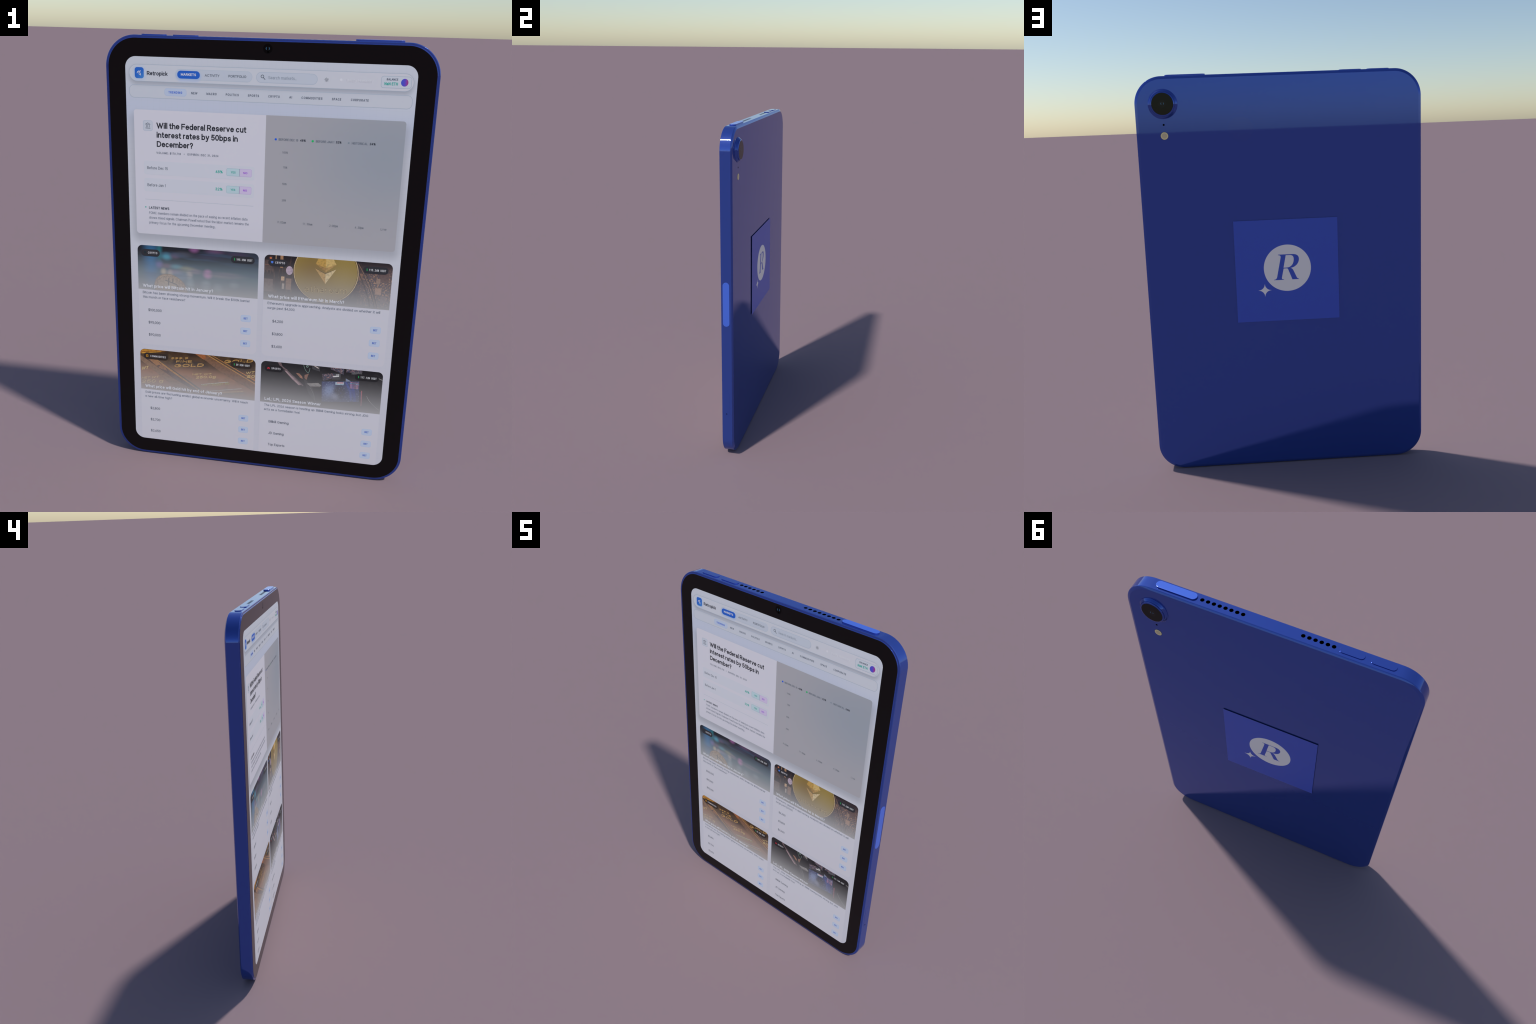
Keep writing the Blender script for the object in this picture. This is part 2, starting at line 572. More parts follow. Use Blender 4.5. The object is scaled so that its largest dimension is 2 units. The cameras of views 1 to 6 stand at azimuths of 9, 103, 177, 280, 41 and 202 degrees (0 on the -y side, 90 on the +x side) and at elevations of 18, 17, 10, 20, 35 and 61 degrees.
def bez(path, n=10):
    """polyline from a list of points; ('q', control, end) and ('c', control, control, end) bend it"""
    out = []
    for s in path:
        if s[0] == "q":
            a, (b, c) = out[-1], s[1:]
            out += [tuple((1 - t) ** 2 * a[i] + 2 * t * (1 - t) * b[i] + t * t * c[i] for i in (0, 1)) for t in (k / n for k in range(1, n + 1))]
        elif s[0] == "c":
            a, (b, c, d) = out[-1], s[1:]
            out += [tuple((1 - t) ** 3 * a[i] + 3 * t * (1 - t) ** 2 * b[i] + 3 * t * t * (1 - t) * c[i] + t ** 3 * d[i] for i in (0, 1)) for t in (k / n for k in range(1, n + 1))]
        else:
            out.append(s)
    return out


EX, EZ, ER = -0.0102, 1.0425, 0.1180
ring = [(EX + ER * math.cos(t), EZ + ER * math.sin(t)) for t in (2 * math.pi * k / 96 for k in range(96))]
# italic serif capital: outline and counter, drawn as the viewer behind the tablet reads it
letter = bez([(-108, 160), (-108, 167), (64, 167), ("c", (118, 167), (145, 145), (143, 100)), ("c", (138, 45), (95, 4), (38, -2)),
              ("c", (58, -8), (68, -22), (76, -42)), (104, -106), ("c", (112, -128), (120, -136), (135, -138)), (135, -145), (56, -145),
              (10, -22), ("c", (4, -8), (0, -6), (-10, -6)), (-46, -6), (-70, -112), ("c", (-74, -134), (-70, -139), (-46, -140)), (-46, -146), (-166, -146),
              (-166, -140), ("c", (-142, -138), (-134, -130), (-128, -106)), (-78, 128), ("c", (-74, 152), (-84, 159), (-108, 160))])
counter = bez([(-16, 156), (30, 156), ("c", (66, 156), (80, 140), (80, 108)), ("c", (80, 50), (48, 4), (-8, 4)), (-47, 4)])
K = 0.000413
place = lambda pts: [(EX - u * K, EZ + v * K) for u, v in pts]
filled("emblem_disc", [ring, place(letter), place(counter)], Y_PANEL - 0.0002, Y_PANEL + 0.0004, panel, M_EMBLEM)
star = []
for k in range(64):
    t = 2 * math.pi * k / 64
    c, s = math.cos(t), math.sin(t)
    q = 0.0325 / (abs(c) ** 0.58 + abs(s) ** 0.58 + 1e-9) ** (1 / 0.58)
    star.append((0.1063 + q * c, 0.9325 + q * s))
filled("emblem_star", [star], Y_PANEL - 0.0002, Y_PANEL + 0.0004, panel, M_EMBLEM)

# ------------------------------------------------------------------ display
page = Paint("page_background", (174, 178, 193))
page.slope_y(60, 170, (168, 174, 196), 0.9)
page.slope_y(190, 330, (178, 180, 194), 0.95)
page.slope_y(640, 900, (174, 174, 189), 0.9)
page.blob(950, 60, 300, 150, (176, 180, 196), 0.8)
page.lines("x", 21.5, 1.2, (150, 156, 172), 0.10, 8)
page.lines("y", 21.5, 1.2, (150, 156, 172), 0.10, 3)
page.halo(20, 40, 982, 88, 24, 22, (134, 138, 152), 0.75)  # drop shadow of the top bar, painted into the page colour
page.halo(26, 205, 977, 652, 16, 36, (124, 126, 138), 0.55)  # page darkened round the headline card for its soft shadow
disp_outline = [(X, Y) for X, Y in rounded_rect(-0.603, 0.603, sz(DISP_H), 1.9075, 0.0455, 24)]
display = new_object("display", slab_mesh("display", disp_outline, Y_DISP, Y_GLASS + 0.0003), root, page.done())


def layer_y(k):
    return Y_DISP - k * LAYER


def units(pts):
    return [(sx(X), sz(Y)) for X, Y in pts]


_stack = [0]


def shape(name, pts, layer, mat, inside=None, parent=None):
    """printed shape: outline in display units (any order), cut to a convex outline"""
    q = units(pts)
    if inside:
        q = clip(q, inside)
        if len(q) < 3:
            return None
    _stack[0] += 1
    y = layer_y(layer) - (_stack[0] % 40) * 1.0e-6
    return new_object(name, slab_mesh(name, q, y, y + LAYER * 0.4), parent or display, mat)


def box_outline(x0, y0, x1, y1, r, radii=None, seg=10):
    s = UNIT
    return rounded_rect(sx(x0), sx(x1), sz(y1), sz(y0), r * s, seg, tuple(v * s for v in radii) if radii else None)


def plate(name, x0, y0, x1, y1, r, layer, mat, border=None, bw=1.4, radii=None, inside=None):
    """rounded panel; a border is a slightly larger plate one layer below"""
    if border:
        o = box_outline(x0, y0, x1, y1, r, radii)
        if inside:
            o = clip(o, inside)
        new_object(name + "_border", slab_mesh(name, o, layer_y(layer - 0.5), layer_y(layer - 0.5) + LAYER * 0.4), display, border)
        x0, y0, x1, y1, r = x0 + bw, y0 + bw, x1 - bw, y1 - bw, max(0, r - bw)
        radii = tuple(max(0, v - bw) for v in radii) if radii else None
    o = box_outline(x0, y0, x1, y1, r, radii)
    if inside:
        o = clip(o, inside)
    return new_object(name, slab_mesh(name, o, layer_y(layer), layer_y(layer) + LAYER * 0.45), display, mat)


def oval(cx, cy, rx, ry=None, n=40, a0=0, a1=360):
    ry = rx if ry is None else ry
    return [(cx + rx * math.cos(math.radians(a0 + (a1 - a0) * k / n)), cy - ry * math.sin(math.radians(a0 + (a1 - a0) * k / n))) for k in range(n if a1 - a0 == 360 else n + 1)]


# ------------------------------------------------------------------ lettering: a plain sans drawn with strokes
# width; strokes. x runs 0..1 over the glyph, y is 0 at the baseline, 0.75 at small letters, 1 at capitals
# "@cx,cy,rx,ry,from,to" is an arc in degrees
GLYPHS = {
    "A": (.9, "0,0 .5,1 1,0; .17,.32 .83,.32"), "B": (.74, "0,0 0,1 @.55,.76,.38,.24,90,-90 0,.52; .5,.52 @.58,.26,.42,.26,90,-90 0,0"),
    "C": (.86, "@.5,.5,.5,.5,45,315"), "D": (.82, "0,0 0,1 .4,1 @.4,.5,.6,.5,90,-90 0,0"), "E": (.68, "1,1 0,1 0,0 1,0; 0,.52 .92,.52"),
    "F": (.66, "1,1 0,1 0,0; 0,.5 .88,.5"), "G": (.88, "@.5,.5,.5,.5,45,360 1,.48 .58,.48"), "H": (.82, "0,0 0,1; 1,0 1,1; 0,.52 1,.52"),
    "I": (0, "0,0 0,1"), "J": (.62, "1,1 1,.32 @.5,.32,.5,.32,0,-180"), "K": (.78, "0,0 0,1; 1,1 .05,.42; .35,.62 1,0"),
    "L": (.64, "0,1 0,0 1,0"), "M": (1.0, "0,0 0,1 .5,.12 1,1 1,0"), "N": (.82, "0,0 0,1 1,0 1,1"), "O": (.92, "@.5,.5,.5,.5,0,360"),
    "P": (.72, "0,0 0,1 .5,1 @.5,.72,.5,.28,90,-90 0,.44"), "Q": (.92, "@.5,.5,.5,.5,0,360; .6,.25 .95,-.03"),
    "R": (.76, "0,0 0,1 .5,1 @.5,.73,.48,.27,90,-90 0,.46; .5,.46 1,0"), "S": (.74, "@.5,.745,.46,.255,25,270 @.5,.245,.5,.245,90,-155"),
    "T": (.76, "0,1 1,1; .5,1 .5,0"), "U": (.82, "0,1 0,.36 @.5,.36,.5,.36,180,360 1,1"), "V": (.88, "0,1 .5,0 1,1"),
    "W": (1.26, "0,1 .27,0 .5,.95 .73,0 1,1"), "X": (.8, "0,1 1,0; 0,0 1,1"), "Y": (.82, "0,1 .5,.45 1,1; .5,.45 .5,0"), "Z": (.74, "0,1 1,1 0,0 1,0"),
    "a": (.58, "@.5,.48,.46,.27,155,0 .96,0; .96,.42 .42,.42 @.42,.21,.42,.21,90,270 @.46,.25,.5,.25,270,345"),
    "b": (.64, "0,1.04 0,0; @.5,.375,.5,.375,0,360"), "c": (.6, "@.5,.375,.5,.375,45,315"), "d": (.64, "1,1.04 1,0; @.5,.375,.5,.375,0,360"),
    "e": (.62, ".02,.4 1,.4 @.5,.375,.5,.375,5,318"), "f": (.4, "1,1.03 .8,1.03 @.75,.8,.38,.23,90,180 .37,0; 0,.75 .95,.75"),
    "g": (.64, "@.5,.375,.5,.375,0,360; 1,.75 1,-.05 @.5,-.05,.5,.24,0,-150"), "h": (.6, "0,1.04 0,0; 0,.42 @.5,.42,.5,.33,180,0 1,0"),
    "i": (0, "0,.75 0,0; 0,.99 0,1.01"), "j": (.2, "1,.75 1,-.1 .6,-.28 0,-.28; 1,.99 1,1.01"), "k": (.58, "0,1.04 0,0; .95,.75 .05,.25; .35,.42 1,0"),
    "l": (0, "0,1.04 0,0"), "m": (1.0, "0,.75 0,0; 0,.48 @.25,.48,.25,.27,180,0 .5,0; .5,.48 @.75,.48,.25,.27,180,0 1,0"),
    "n": (.6, "0,.75 0,0; 0,.42 @.5,.42,.5,.33,180,0 1,0"), "o": (.64, "@.5,.375,.5,.375,0,360"), "p": (.64, "0,.75 0,-.28; @.5,.375,.5,.375,0,360"),
    "q": (.64, "1,.75 1,-.28; @.5,.375,.5,.375,0,360"), "r": (.38, "0,.75 0,0; 0,.4 @.85,.4,.85,.35,180,85"), "s": (.56, "@.5,.56,.44,.19,25,270 @.5,.185,.5,.185,90,-155"),
    "t": (.4, ".4,.95 .4,.22 @.8,.22,.4,.22,180,270 1,0; 0,.75 1,.75"), "u": (.6, "0,.75 0,.33 @.5,.33,.5,.33,180,360; 1,.75 1,0"),
    "v": (.62, "0,.75 .5,0 1,.75"), "w": (.92, "0,.75 .25,0 .5,.7 .75,0 1,.75"), "x": (.6, "0,.75 1,0; 0,0 1,.75"),
    "y": (.62, "0,.75 .5,.02; 1,.75 .42,-.16 .3,-.28 .05,-.28"), "z": (.56, "0,.75 1,.75 0,0 1,0"),
    "0": (.66, "@.5,.5,.5,.5,0,360"), "1": (.36, "0,.8 .7,1 .7,0"), "2": (.62, "@.5,.7,.47,.3,165,-32 0,0 1,0"),
    "3": (.64, "@.48,.75,.44,.25,155,-90; @.48,.26,.5,.26,90,-155"), "4": (.68, ".78,0 .78,1 0,.25 1,.25"), "5": (.62, ".92,1 .15,1 .08,.5 @.5,.32,.5,.32,130,-150"),
    "6": (.66, "@.5,.32,.5,.32,0,360; .78,1 .08,.45"), "7": (.6, "0,1 1,1 .35,0"), "8": (.64, "@.5,.75,.43,.25,0,360; @.5,.26,.5,.26,0,360"),
    "9": (.66, "@.5,.68,.5,.32,0,360; .22,0 .92,.55"), "$": (.66, "@.5,.745,.46,.255,25,270 @.5,.245,.5,.245,90,-155; .5,1.1 .5,-.1"),
    "%": (.95, "@.2,.77,.2,.23,0,360; @.8,.23,.2,.23,0,360; .8,1 .2,0"), "?": (.58, "@.5,.72,.45,.28,170,-60 .5,.42 .5,.3; .5,.03 .5,.01"),
    ".": (0, "0,.02 0,0"), ",": (.06, "1,.06 0,-.14"), ":": (0, "0,.02 0,0; 0,.62 0,.6"), "'": (0, "0,1.02 0,.82"), "-": (.36, "0,.36 1,.36"),
}


def stroke_points(text, n_arc):
    for part in text.split(";"):
        pts = []
        for tok in part.split():
            if tok[0] == "@":
                cx, cy, rx, ry, a0, a1 = (float(v) for v in tok[1:].split(","))
                n = max(3, int(abs(a1 - a0) / 360 * n_arc))
                pts += [(cx + rx * math.cos(math.radians(a0 + (a1 - a0) * k / n)), cy + ry * math.sin(math.radians(a0 + (a1 - a0) * k / n))) for k in range(n + 1)]
            else:
                x, y = tok.split(",")
                pts.append((float(x), float(y)))
        yield pts


def split_sharp(P, closed):
    """break a stroke at its sharp corners, so every piece keeps its full width"""
    if closed:
        return [P]
    out, cur = [], [P[0]]
    for i in range(1, len(P)):
        cur.append(P[i])
        if i < len(P) - 1:
            a = math.atan2(P[i][1] - P[i - 1][1], P[i][0] - P[i - 1][0])
            b = math.atan2(P[i + 1][1] - P[i][1], P[i + 1][0] - P[i][0])
            if abs((b - a + math.pi) % (2 * math.pi) - math.pi) > math.radians(50):
                out.append(cur)
                cur = [P[i]]
    return out + [cur]


def ribbon(bm, pts, w, closed, y, cap=True):
    """flat stroke of width w along (x, z) points"""
    P = []
    for p in pts:
        if not P or math.dist(P[-1], p) > 1e-7:
            P.append(p)
    if closed and len(P) > 2 and math.dist(P[0], P[-1]) < 1e-6:
        P.pop()
    n = len(P)
    if n < 2:
        return
    if cap and not closed:
        for a, b in ((0, 1), (-1, -2)):
            d = math.dist(P[a], P[b])
            P[a] = tuple(P[a][i] + (P[a][i] - P[b][i]) / d * w / 2 for i in (0, 1))
    rows = []
    for i in range(n):
        a = P[i - 1] if (i or closed) else None
        b = P[(i + 1) % n] if (i < n - 1 or closed) else None
        dirs = []
        if a:
            L = math.dist(a, P[i])
            dirs.append(((P[i][0] - a[0]) / L, (P[i][1] - a[1]) / L))
        if b:
            L = math.dist(b, P[i])
            dirs.append(((b[0] - P[i][0]) / L, (b[1] - P[i][1]) / L))
        tx, ty = sum(d[0] for d in dirs), sum(d[1] for d in dirs)
        L = math.hypot(tx, ty) or 1.0
        tx, ty = tx / L, ty / L
        m = min(2.2, 1 / max(0.3, abs(tx * dirs[0][0] + ty * dirs[0][1])))
        ox, oz = -ty * w / 2 * m, tx * w / 2 * m
        rows.append((bm.verts.new((P[i][0] + ox, y, P[i][1] + oz)), bm.verts.new((P[i][0] - ox, y, P[i][1] - oz))))
    for i in range(n if closed else n - 1):
        a, b = rows[i], rows[(i + 1) % n]
        bm.faces.new((a[0], a[1], b[1], b[0]))


def glyph_width(ch, wt, mono, word=0.31):
    if mono:
        return 0.66
    if ch == " ":
        return word
    return max(wt, GLYPHS[ch][0] + wt * 0.35)


def lettering(text, x0, x1, base, cap, rgb, weight=0.13, layer=4, mono=False, gap=0.13, slant=0.0, rise=0.0, inside=None, mat=None, name="lettering", arc=None, word=0.31):
    """one line of type from x0 to x1 on a baseline (display units); rise: baseline climbs by this much"""
    n = len(text)
    total = sum(glyph_width(c, weight, mono, word) for c in text) + gap * (n - 1)
    f = (x1 - x0) / total
    bm = bmesh.new()
    pen = x0
    w = weight * cap
    arc = arc or (14 if cap < 12 else 28)
    low = lambda y: y * (0.75 - weight) / 0.75 + weight / 2 if 0 <= y <= 0.75 else (0.75 - weight / 2 + (y - 0.75) * 1.0 if y > 0.75 else y + weight / 2)
    high = lambda y: y * (1 - weight) + weight / 2 if 0 <= y <= 1 else (y - weight / 2 if y > 1 else y + weight / 2)
    k = 0
    for ch in text:
        gw = glyph_width(ch, weight, mono, word)
        if ch != " ":
            gx, body_ = GLYPHS[ch]
            small = ch.islower()
            inner = (gw if gx else weight) * f * cap * 0 + max(0.0, (gw if gx else weight) * f - w)
            off = pen + w / 2 + (0 if gx or not mono else (gw * f - w) / 2)
            if mono and gx and gx < 0.5:
                off, inner = off + inner * 0.18, inner * 0.64
            if mono and gx == 0:
                inner = 0
            for pts in stroke_points(body_, arc):
                q = []
                for px, py in pts:
                    yy = (low if small else high)(py) * cap
                    X = off + px * inner + slant * yy
                    Yu = base - yy - rise * (X - x0) / max(1e-6, x1 - x0)
                    q.append((sx(X), sz(Yu)))
                closed = len(pts) > 8 and math.dist(pts[0], pts[-1]) < 1e-4
                q = [p for i, p in enumerate(q) if not i or math.dist(p, q[i - 1]) > 1e-7]
                for piece in split_sharp(q, closed):
                    ribbon(bm, piece, w * UNIT, closed, layer_y(layer) - (k % 11) * 4e-6)
                    k += 1
        pen += (gw + gap) * f
    me = bpy.data.meshes.new(name)
    bmesh.ops.recalc_face_normals(bm, faces=bm.faces)
    for face in bm.faces:
        if face.normal.y > 0:
            face.normal_flip()
    bm.to_mesh(me)
    bm.free()
    return new_object(name, me, display, mat or ink(*rgb))


def line(name, pts, width, layer, mat, closed=False):
    bm = bmesh.new()
    _stack[0] += 1
    ribbon(bm, units(pts), width * UNIT, closed, layer_y(layer) - (_stack[0] % 40) * 1.0e-6, cap=False)
    for face in bm.faces:
        face.normal_update()
        if face.normal.y > 0:
            face.normal_flip()
    me = bpy.data.meshes.new(name)
    bm.to_mesh(me)
    bm.free()
    return new_object(name, me, display, mat)


# ------------------------------------------------------------------ top bar
bar = Paint("top_bar_white", (176, 179, 193))
bar.slope_x(500, 950, (179, 180, 194), 1.0)
bar.halo(35, 40, 66, 74, 8, 16, (140, 165, 205), 0.55)  # blue glow round the logo tile, tinted into the bar
bar.halo(188, 50, 266, 73, 13, 14, (130, 155, 205), 0.6)  # bar coloured blue for the glow of the nav button
EDGE = ink(144, 155, 174)
plate("top_bar", 13, 26, 989, 84, 29, 1, bar.done(), EDGE)
logo = Paint("logo_blue", (30, 86, 176))
logo.blob(70, 78, 42, 42, (60, 118, 186), 0.9, 0.0)
plate("logo_tile", 34, 36.2, 66.8, 73.8, 9, 2, logo.done())
WHITE = ink(202, 206, 224)
line("logo_mark", [(42, 57), (44.5, 51), (46.5, 54), (49.5, 48), (52, 53), (55.5, 47)], 1.7, 3, WHITE)
line("logo_mark", oval(52.3, 58.5, 3.0), 1.6, 3, WHITE, True)
line("logo_mark", [(54.0, 61.0), (56.5, 64)], 1.7, 3.1, WHITE)
lettering("Retropick", 77.9, 152.3, 62.0, 13.6, (36, 40, 52), 0.175, gap=0.08)
navp = Paint("nav_pill_grey", (167, 173, 190))
navp.halo(188, 48, 266, 72, 13, 12, (125, 155, 205), 0.7)  # same button glow, painted on the pill
plate("nav_pill", 180.3, 37.6, 450.2, 73.4, 17.5, 2, navp.done(), ink(158, 168, 185))
plate("nav_button", 187, 43, 267.2, 69.2, 12.5, 3, ink(28, 82, 176))
lettering("MARKETS", 200, 253.8, 59.6, 8.6, (196, 206, 232), 0.19, 4)
lettering("ACTIVITY", 284.6, 336.2, 59.6, 8.2, (84, 91, 104), 0.16)
lettering("PORTFOLIO", 367.5, 429.4, 59.6, 8.4, (84, 91, 104), 0.16)
plate("search_field", 463.8, 37.6, 672, 73.2, 17.5, 2, ink(168, 174, 191), ink(150, 160, 180))
line("search_icon", oval(485, 52.0, 4.8), 1.9, 3, ink(72, 80, 92), True)
line("search_icon", [(488.4, 55.6), (494.8, 62.6)], 2.1, 3.1, ink(72, 80, 92))
lettering("Search markets...", 505.2, 601.5, 60, 10.3, (125, 134, 150), 0.11)
SUN = ink(70, 74, 84)
line("sun_icon", oval(702.3, 55.1, 2.6), 1.2, 3, SUN, True)
for k in range(8):
    c, s = math.cos(k * math.pi / 4), math.sin(k * math.pi / 4)
    line("sun_icon", [(702.3 + 4.3 * c, 55.1 + 4.3 * s), (702.3 + 7.2 * c, 55.1 + 7.2 * s)], 1.2, 3, SUN)
shape("verify_dot", oval(750.3, 53.7, 4.6), 3, ink(190, 191, 204))
lettering("Verify Humanity", 768.7, 856.6, 59.4, 10, (190, 191, 204), 0.15)
plate("balance_box", 881.8, 35.7, 981.5, 74.4, 9, 2, ink(175, 180, 195), EDGE)
lettering("BALANCE", 899.8, 936.6, 49.4, 6.8, (72, 80, 98), 0.17)
lettering("NaN ETH", 893.3, 937.1, 65, 9.6, (42, 150, 142), 0.18)
avatar = Paint("avatar_violet", (56, 70, 178))
avatar.slope_x(948, 962, (82, 62, 176), 1.0)
avatar.slope_x(958, 970, (138, 48, 118), 1.0)
shape("avatar", oval(958.5, 55, 11.9, 12.4), 3, avatar.done())

# ------------------------------------------------------------------ category bar
cat = Paint("category_bar_white", (173, 177, 192))
cat.halo(20, 34, 982, 86, 20, 24, (140, 143, 157), 0.55)  # shadow falling from the top bar, drawn in darker grey
cat.slope_x(500, 950, (177, 179, 193), 0.5)
plate("category_bar", 12.8, 95.6, 989.2, 140.2, 17, 1, cat.done(), EDGE)
plate("category_pill", 140.5, 104.2, 219.7, 130, 9.5, 2, ink(162, 173, 199), ink(153, 167, 197))
lettering("TRENDING", 154.9, 204.5, 121.4, 8.2, (62, 98, 190), 0.17, 4, gap=0.3)
for word, a, b in (("NEW", 236.6, 258.7), ("MACRO", 291.4, 326.8), ("POLITICS", 359.2, 404.7), ("SPORTS", 436.4, 475.1), ("CRYPTO", 507.3, 546.8),
                   ("AI", 579, 588.5), ("COMMODITIES", 621, 691.8), ("SPACE", 723.9, 754.6), ("CORPORATE", 787.2, 846.3)):
    lettering(word, a, b, 120.9, 7.8, (82, 90, 106), 0.16, gap=0.3)

# ------------------------------------------------------------------ headline card
hero = Paint("headline_card_white", (184, 183, 198))
hero.slope_y(520, 650, (181, 180, 195), 1.0)
plate("headline_card", 26.8, 181, 502, 636.6, 0, 1, hero.done(), radii=(0, 9, 12, 0))
grey = Paint("chart_grey", (147, 146, 156))
grey.blob(930, 300, 430, 330, (133, 139, 153), 0.95, 0.0)
plate("chart_panel", 502, 180.6, 976, 637, 0, 1, grey.done(), radii=(10, 0, 0, 10))
plate("topic_tile", 60.2, 217.8, 95, 254.8, 7, 2, ink(172, 177, 193), ink(154, 163, 183))
BANK = ink(56, 64, 80)
line("bank_icon", [(68.8, 231.6), (77.5, 226.4), (86.2, 231.6), (68.8, 231.6)], 1.5, 3, BANK)
for X in (72.0, 77.5, 83.0):
    line("bank_icon", [(X, 234.2), (X, 242)], 1.5, 3, BANK)
line("bank_icon", [(68.6, 245), (86.4, 245)], 1.7, 3, BANK)
for t, b, base in (("Will the Federal Reserve cut", 433.6, 244.6), ("interest rates by 50bps in", 404.2, 277.3), ("December?", 243, 310)):
    lettering(t, 109.5, b, base, 20.6, (28, 30, 38), 0.178, 3, gap=0.075, word=0.22)
lettering("VOLUME: $170,718", 108, 197.8, 334.9, 7.4, (88, 96, 112), 0.15, gap=0.3)
shape("bullet_dot", oval(210.4, 331, 1.5), 3, ink(100, 108, 122))
lettering("EXPIRES: DEC 31, 2024", 223.1, 335.1, 334.6, 7.4, (88, 96, 112), 0.15, gap=0.3)
TEAL = (40, 152, 142)
for y, label, xr, pct in ((0, "Before Dec 15", 149.1, "48%"), (63.0, "Before Jan 1", 141, "32%")):
    plate("outcome_row", 60, 362.2 + y, 466.5, 412 + y, 8, 2, ink(180, 182, 197))
    lettering(label, 71.8, xr, 392.4 + y, 10.6, (76, 84, 98), 0.115)
    lettering(pct, 325.3, 351.6, 392.2 + y, 10.4, TEAL, 0.165)
    plate("yes_button", 365.4, 372.6 + y, 413.2, 400 + y, 5, 3, ink(162, 181, 194), ink(140, 166, 179), radii=(0, 5, 5, 0))
    plate("no_button", 412.6, 372.4 + y, 456.6, 400.2 + y, 5, 3, ink(179, 168, 200), ink(166, 152, 192), radii=(5, 0, 0, 5))
    lettering("YES", 381.2, 398.3, 390.1 + y, 7.6, (40, 148, 140), 0.19)
    lettering("NO", 426.5, 441, 390 + y, 7.6, (136, 58, 190), 0.19)
line("divider_line", [(61.5, 504.4), (465.5, 504.8)], 1.1, 2, ink(158, 165, 180))
shape("bullet_dot", oval(63.5, 534.2, 2.4), 3, ink(30, 150, 138))
lettering("LATEST NEWS", 75.8, 153, 540, 9.4, (58, 64, 76), 0.17)
for t, b, base in (("FOMC members remain divided on the pace of easing as recent inflation data", 445, 559.6),
                   ("shows mixed signals. Chairman Powell noted that the labor market remains the", 450.5, 577.6),
                   ("primary focus for the upcoming December meeting...", 328, 596.4)):
    lettering(t, 75.8, b, base, 9.6, (106, 112, 128), 0.105)
for X, col, t, a, b, pct, c, d in ((538, (28, 82, 196), "BEFORE DEC 15", 548.6, 616.2, "48%", 622.6, 642.5), (666.4, (28, 160, 92), "BEFORE JAN 1", 677.3, 740.3, "32%", 745.8, 764.9),
                                   (789.4, (112, 124, 138), "HISTORICAL", 800.1, 853.6, "24%", 860.6, 880.3)):
    shape("legend_dot", oval(X, 261.5, 3.9 if X < 700 else 3.0), 3, ink(*col))
    lettering(t, a, b, 265.2, 7.8, (94, 102, 116), 0.14)
    lettering(pct, c, d, 264.8, 7.8, (52, 56, 66), 0.19)
for t, a, base in (("100%", 562.2, 309.2), ("75%", 567, 361.6), ("50%", 567, 420.4), ("25%", 567.2, 479.4)):
    lettering(t, a, 582, base, 7.2, (102, 107, 118), 0.12, mono=True, gap=0.12)
for t, a, b in (("9:02am", 554.8, 585.1), ("11:30am", 645.2, 680.1), ("2:00pm", 740.4, 770.8), ("4:30pm", 830.7, 860.8), ("Live", 920.9, 940.7)):
    lettering(t, a, b, 560.8, 8.2, (104, 109, 120), 0.12, mono=True, gap=0.12)

# ------------------------------------------------------------------ market cards
DISP_CLIP = disp_outline


def market_card(x0, y0, badge, badge_r, badge_x, amount, amount_l, title, title_r, d1, d1_r, d2, d2_r, rows, picture):
    x1 = x0 + 463
    bottom = min(y0 + 406, DISP_H - 0.5)
    tint = Paint("card_white", (179, 179, 193))
    tint.slope_y(y0 + 200, y0 + 400, (178, 177, 191), 1.0)
    full = bottom == y0 + 406
    plate("market_card", x0 - 0.3, y0, x1, bottom, 19, 1, tint.done(), radii=(19, 19, 19 if full else 0, 19 if full else 0), inside=None if full else DISP_CLIP)
    o = box_outline(x0, y0, x1, y0 + 176.6, 0, (19, 19, 0, 0), 14)
    new_object("market_picture", slab_mesh("market_picture", o, layer_y(2), layer_y(2) + LAYER * 0.9), display, picture(y0))
    lettering(title, x0 + 17.2, title_r, y0 + 167.4, 12.8, (206, 206, 218), 0.19, 8, gap=0.11, word=0.26)
    plate("topic_badge", x0 + 14.6, y0 + 14.8, badge_r, y0 + 42.2, 13.5, 7, BADGE[badge])
    lettering(badge, badge_x, badge_r - 9.4, y0 + 32.4, 8.4, (178, 178, 188), 0.16, 8, gap=0.26)
    plate("amount_badge", amount_l, y0 + 15.2, x1 - 14.6, y0 + 42, 13.4, 7, BADGE[badge])
    lettering("$", amount_l + 11.6, amount_l + 15.4, y0 + 32.2, 8.2, (30, 150, 82), 0.17, 8)
    lettering(amount, amount_l + 20.4, x1 - 23, y0 + 32.4, 8.4, (178, 180, 188), 0.15, 8, mono=True, gap=0.1)
    lettering(d1, x0 + 16.6, d1_r, y0 + 193.6, 9.6, (92, 100, 116), 0.108)
    lettering(d2, x0 + 16.6, d2_r, y0 + 212.2, 9.6, (92, 100, 116), 0.108)
    for k, (label, right) in enumerate(rows):
        lettering(label, x0 + 37, right, y0 + 265.8 + 51.8 * k, 10.6, (72, 78, 92), 0.115)
        yb = y0 + 247 + 51.8 * k
        plate("bet_button", x1 - 62.4, yb, x1 - 23.4, yb + 27, 7, 2, ink(164, 175, 200), ink(155, 170, 200))
        lettering("BET", x1 - 50.8, x1 - 35.4, yb + 17.2, 8.0, (74, 102, 180), 0.18)


BADGE = {"CRYPTO": ink(41, 42, 48), "COMMODITIES": ink(44, 36, 32), "SPORTS": ink(30, 30, 33)}


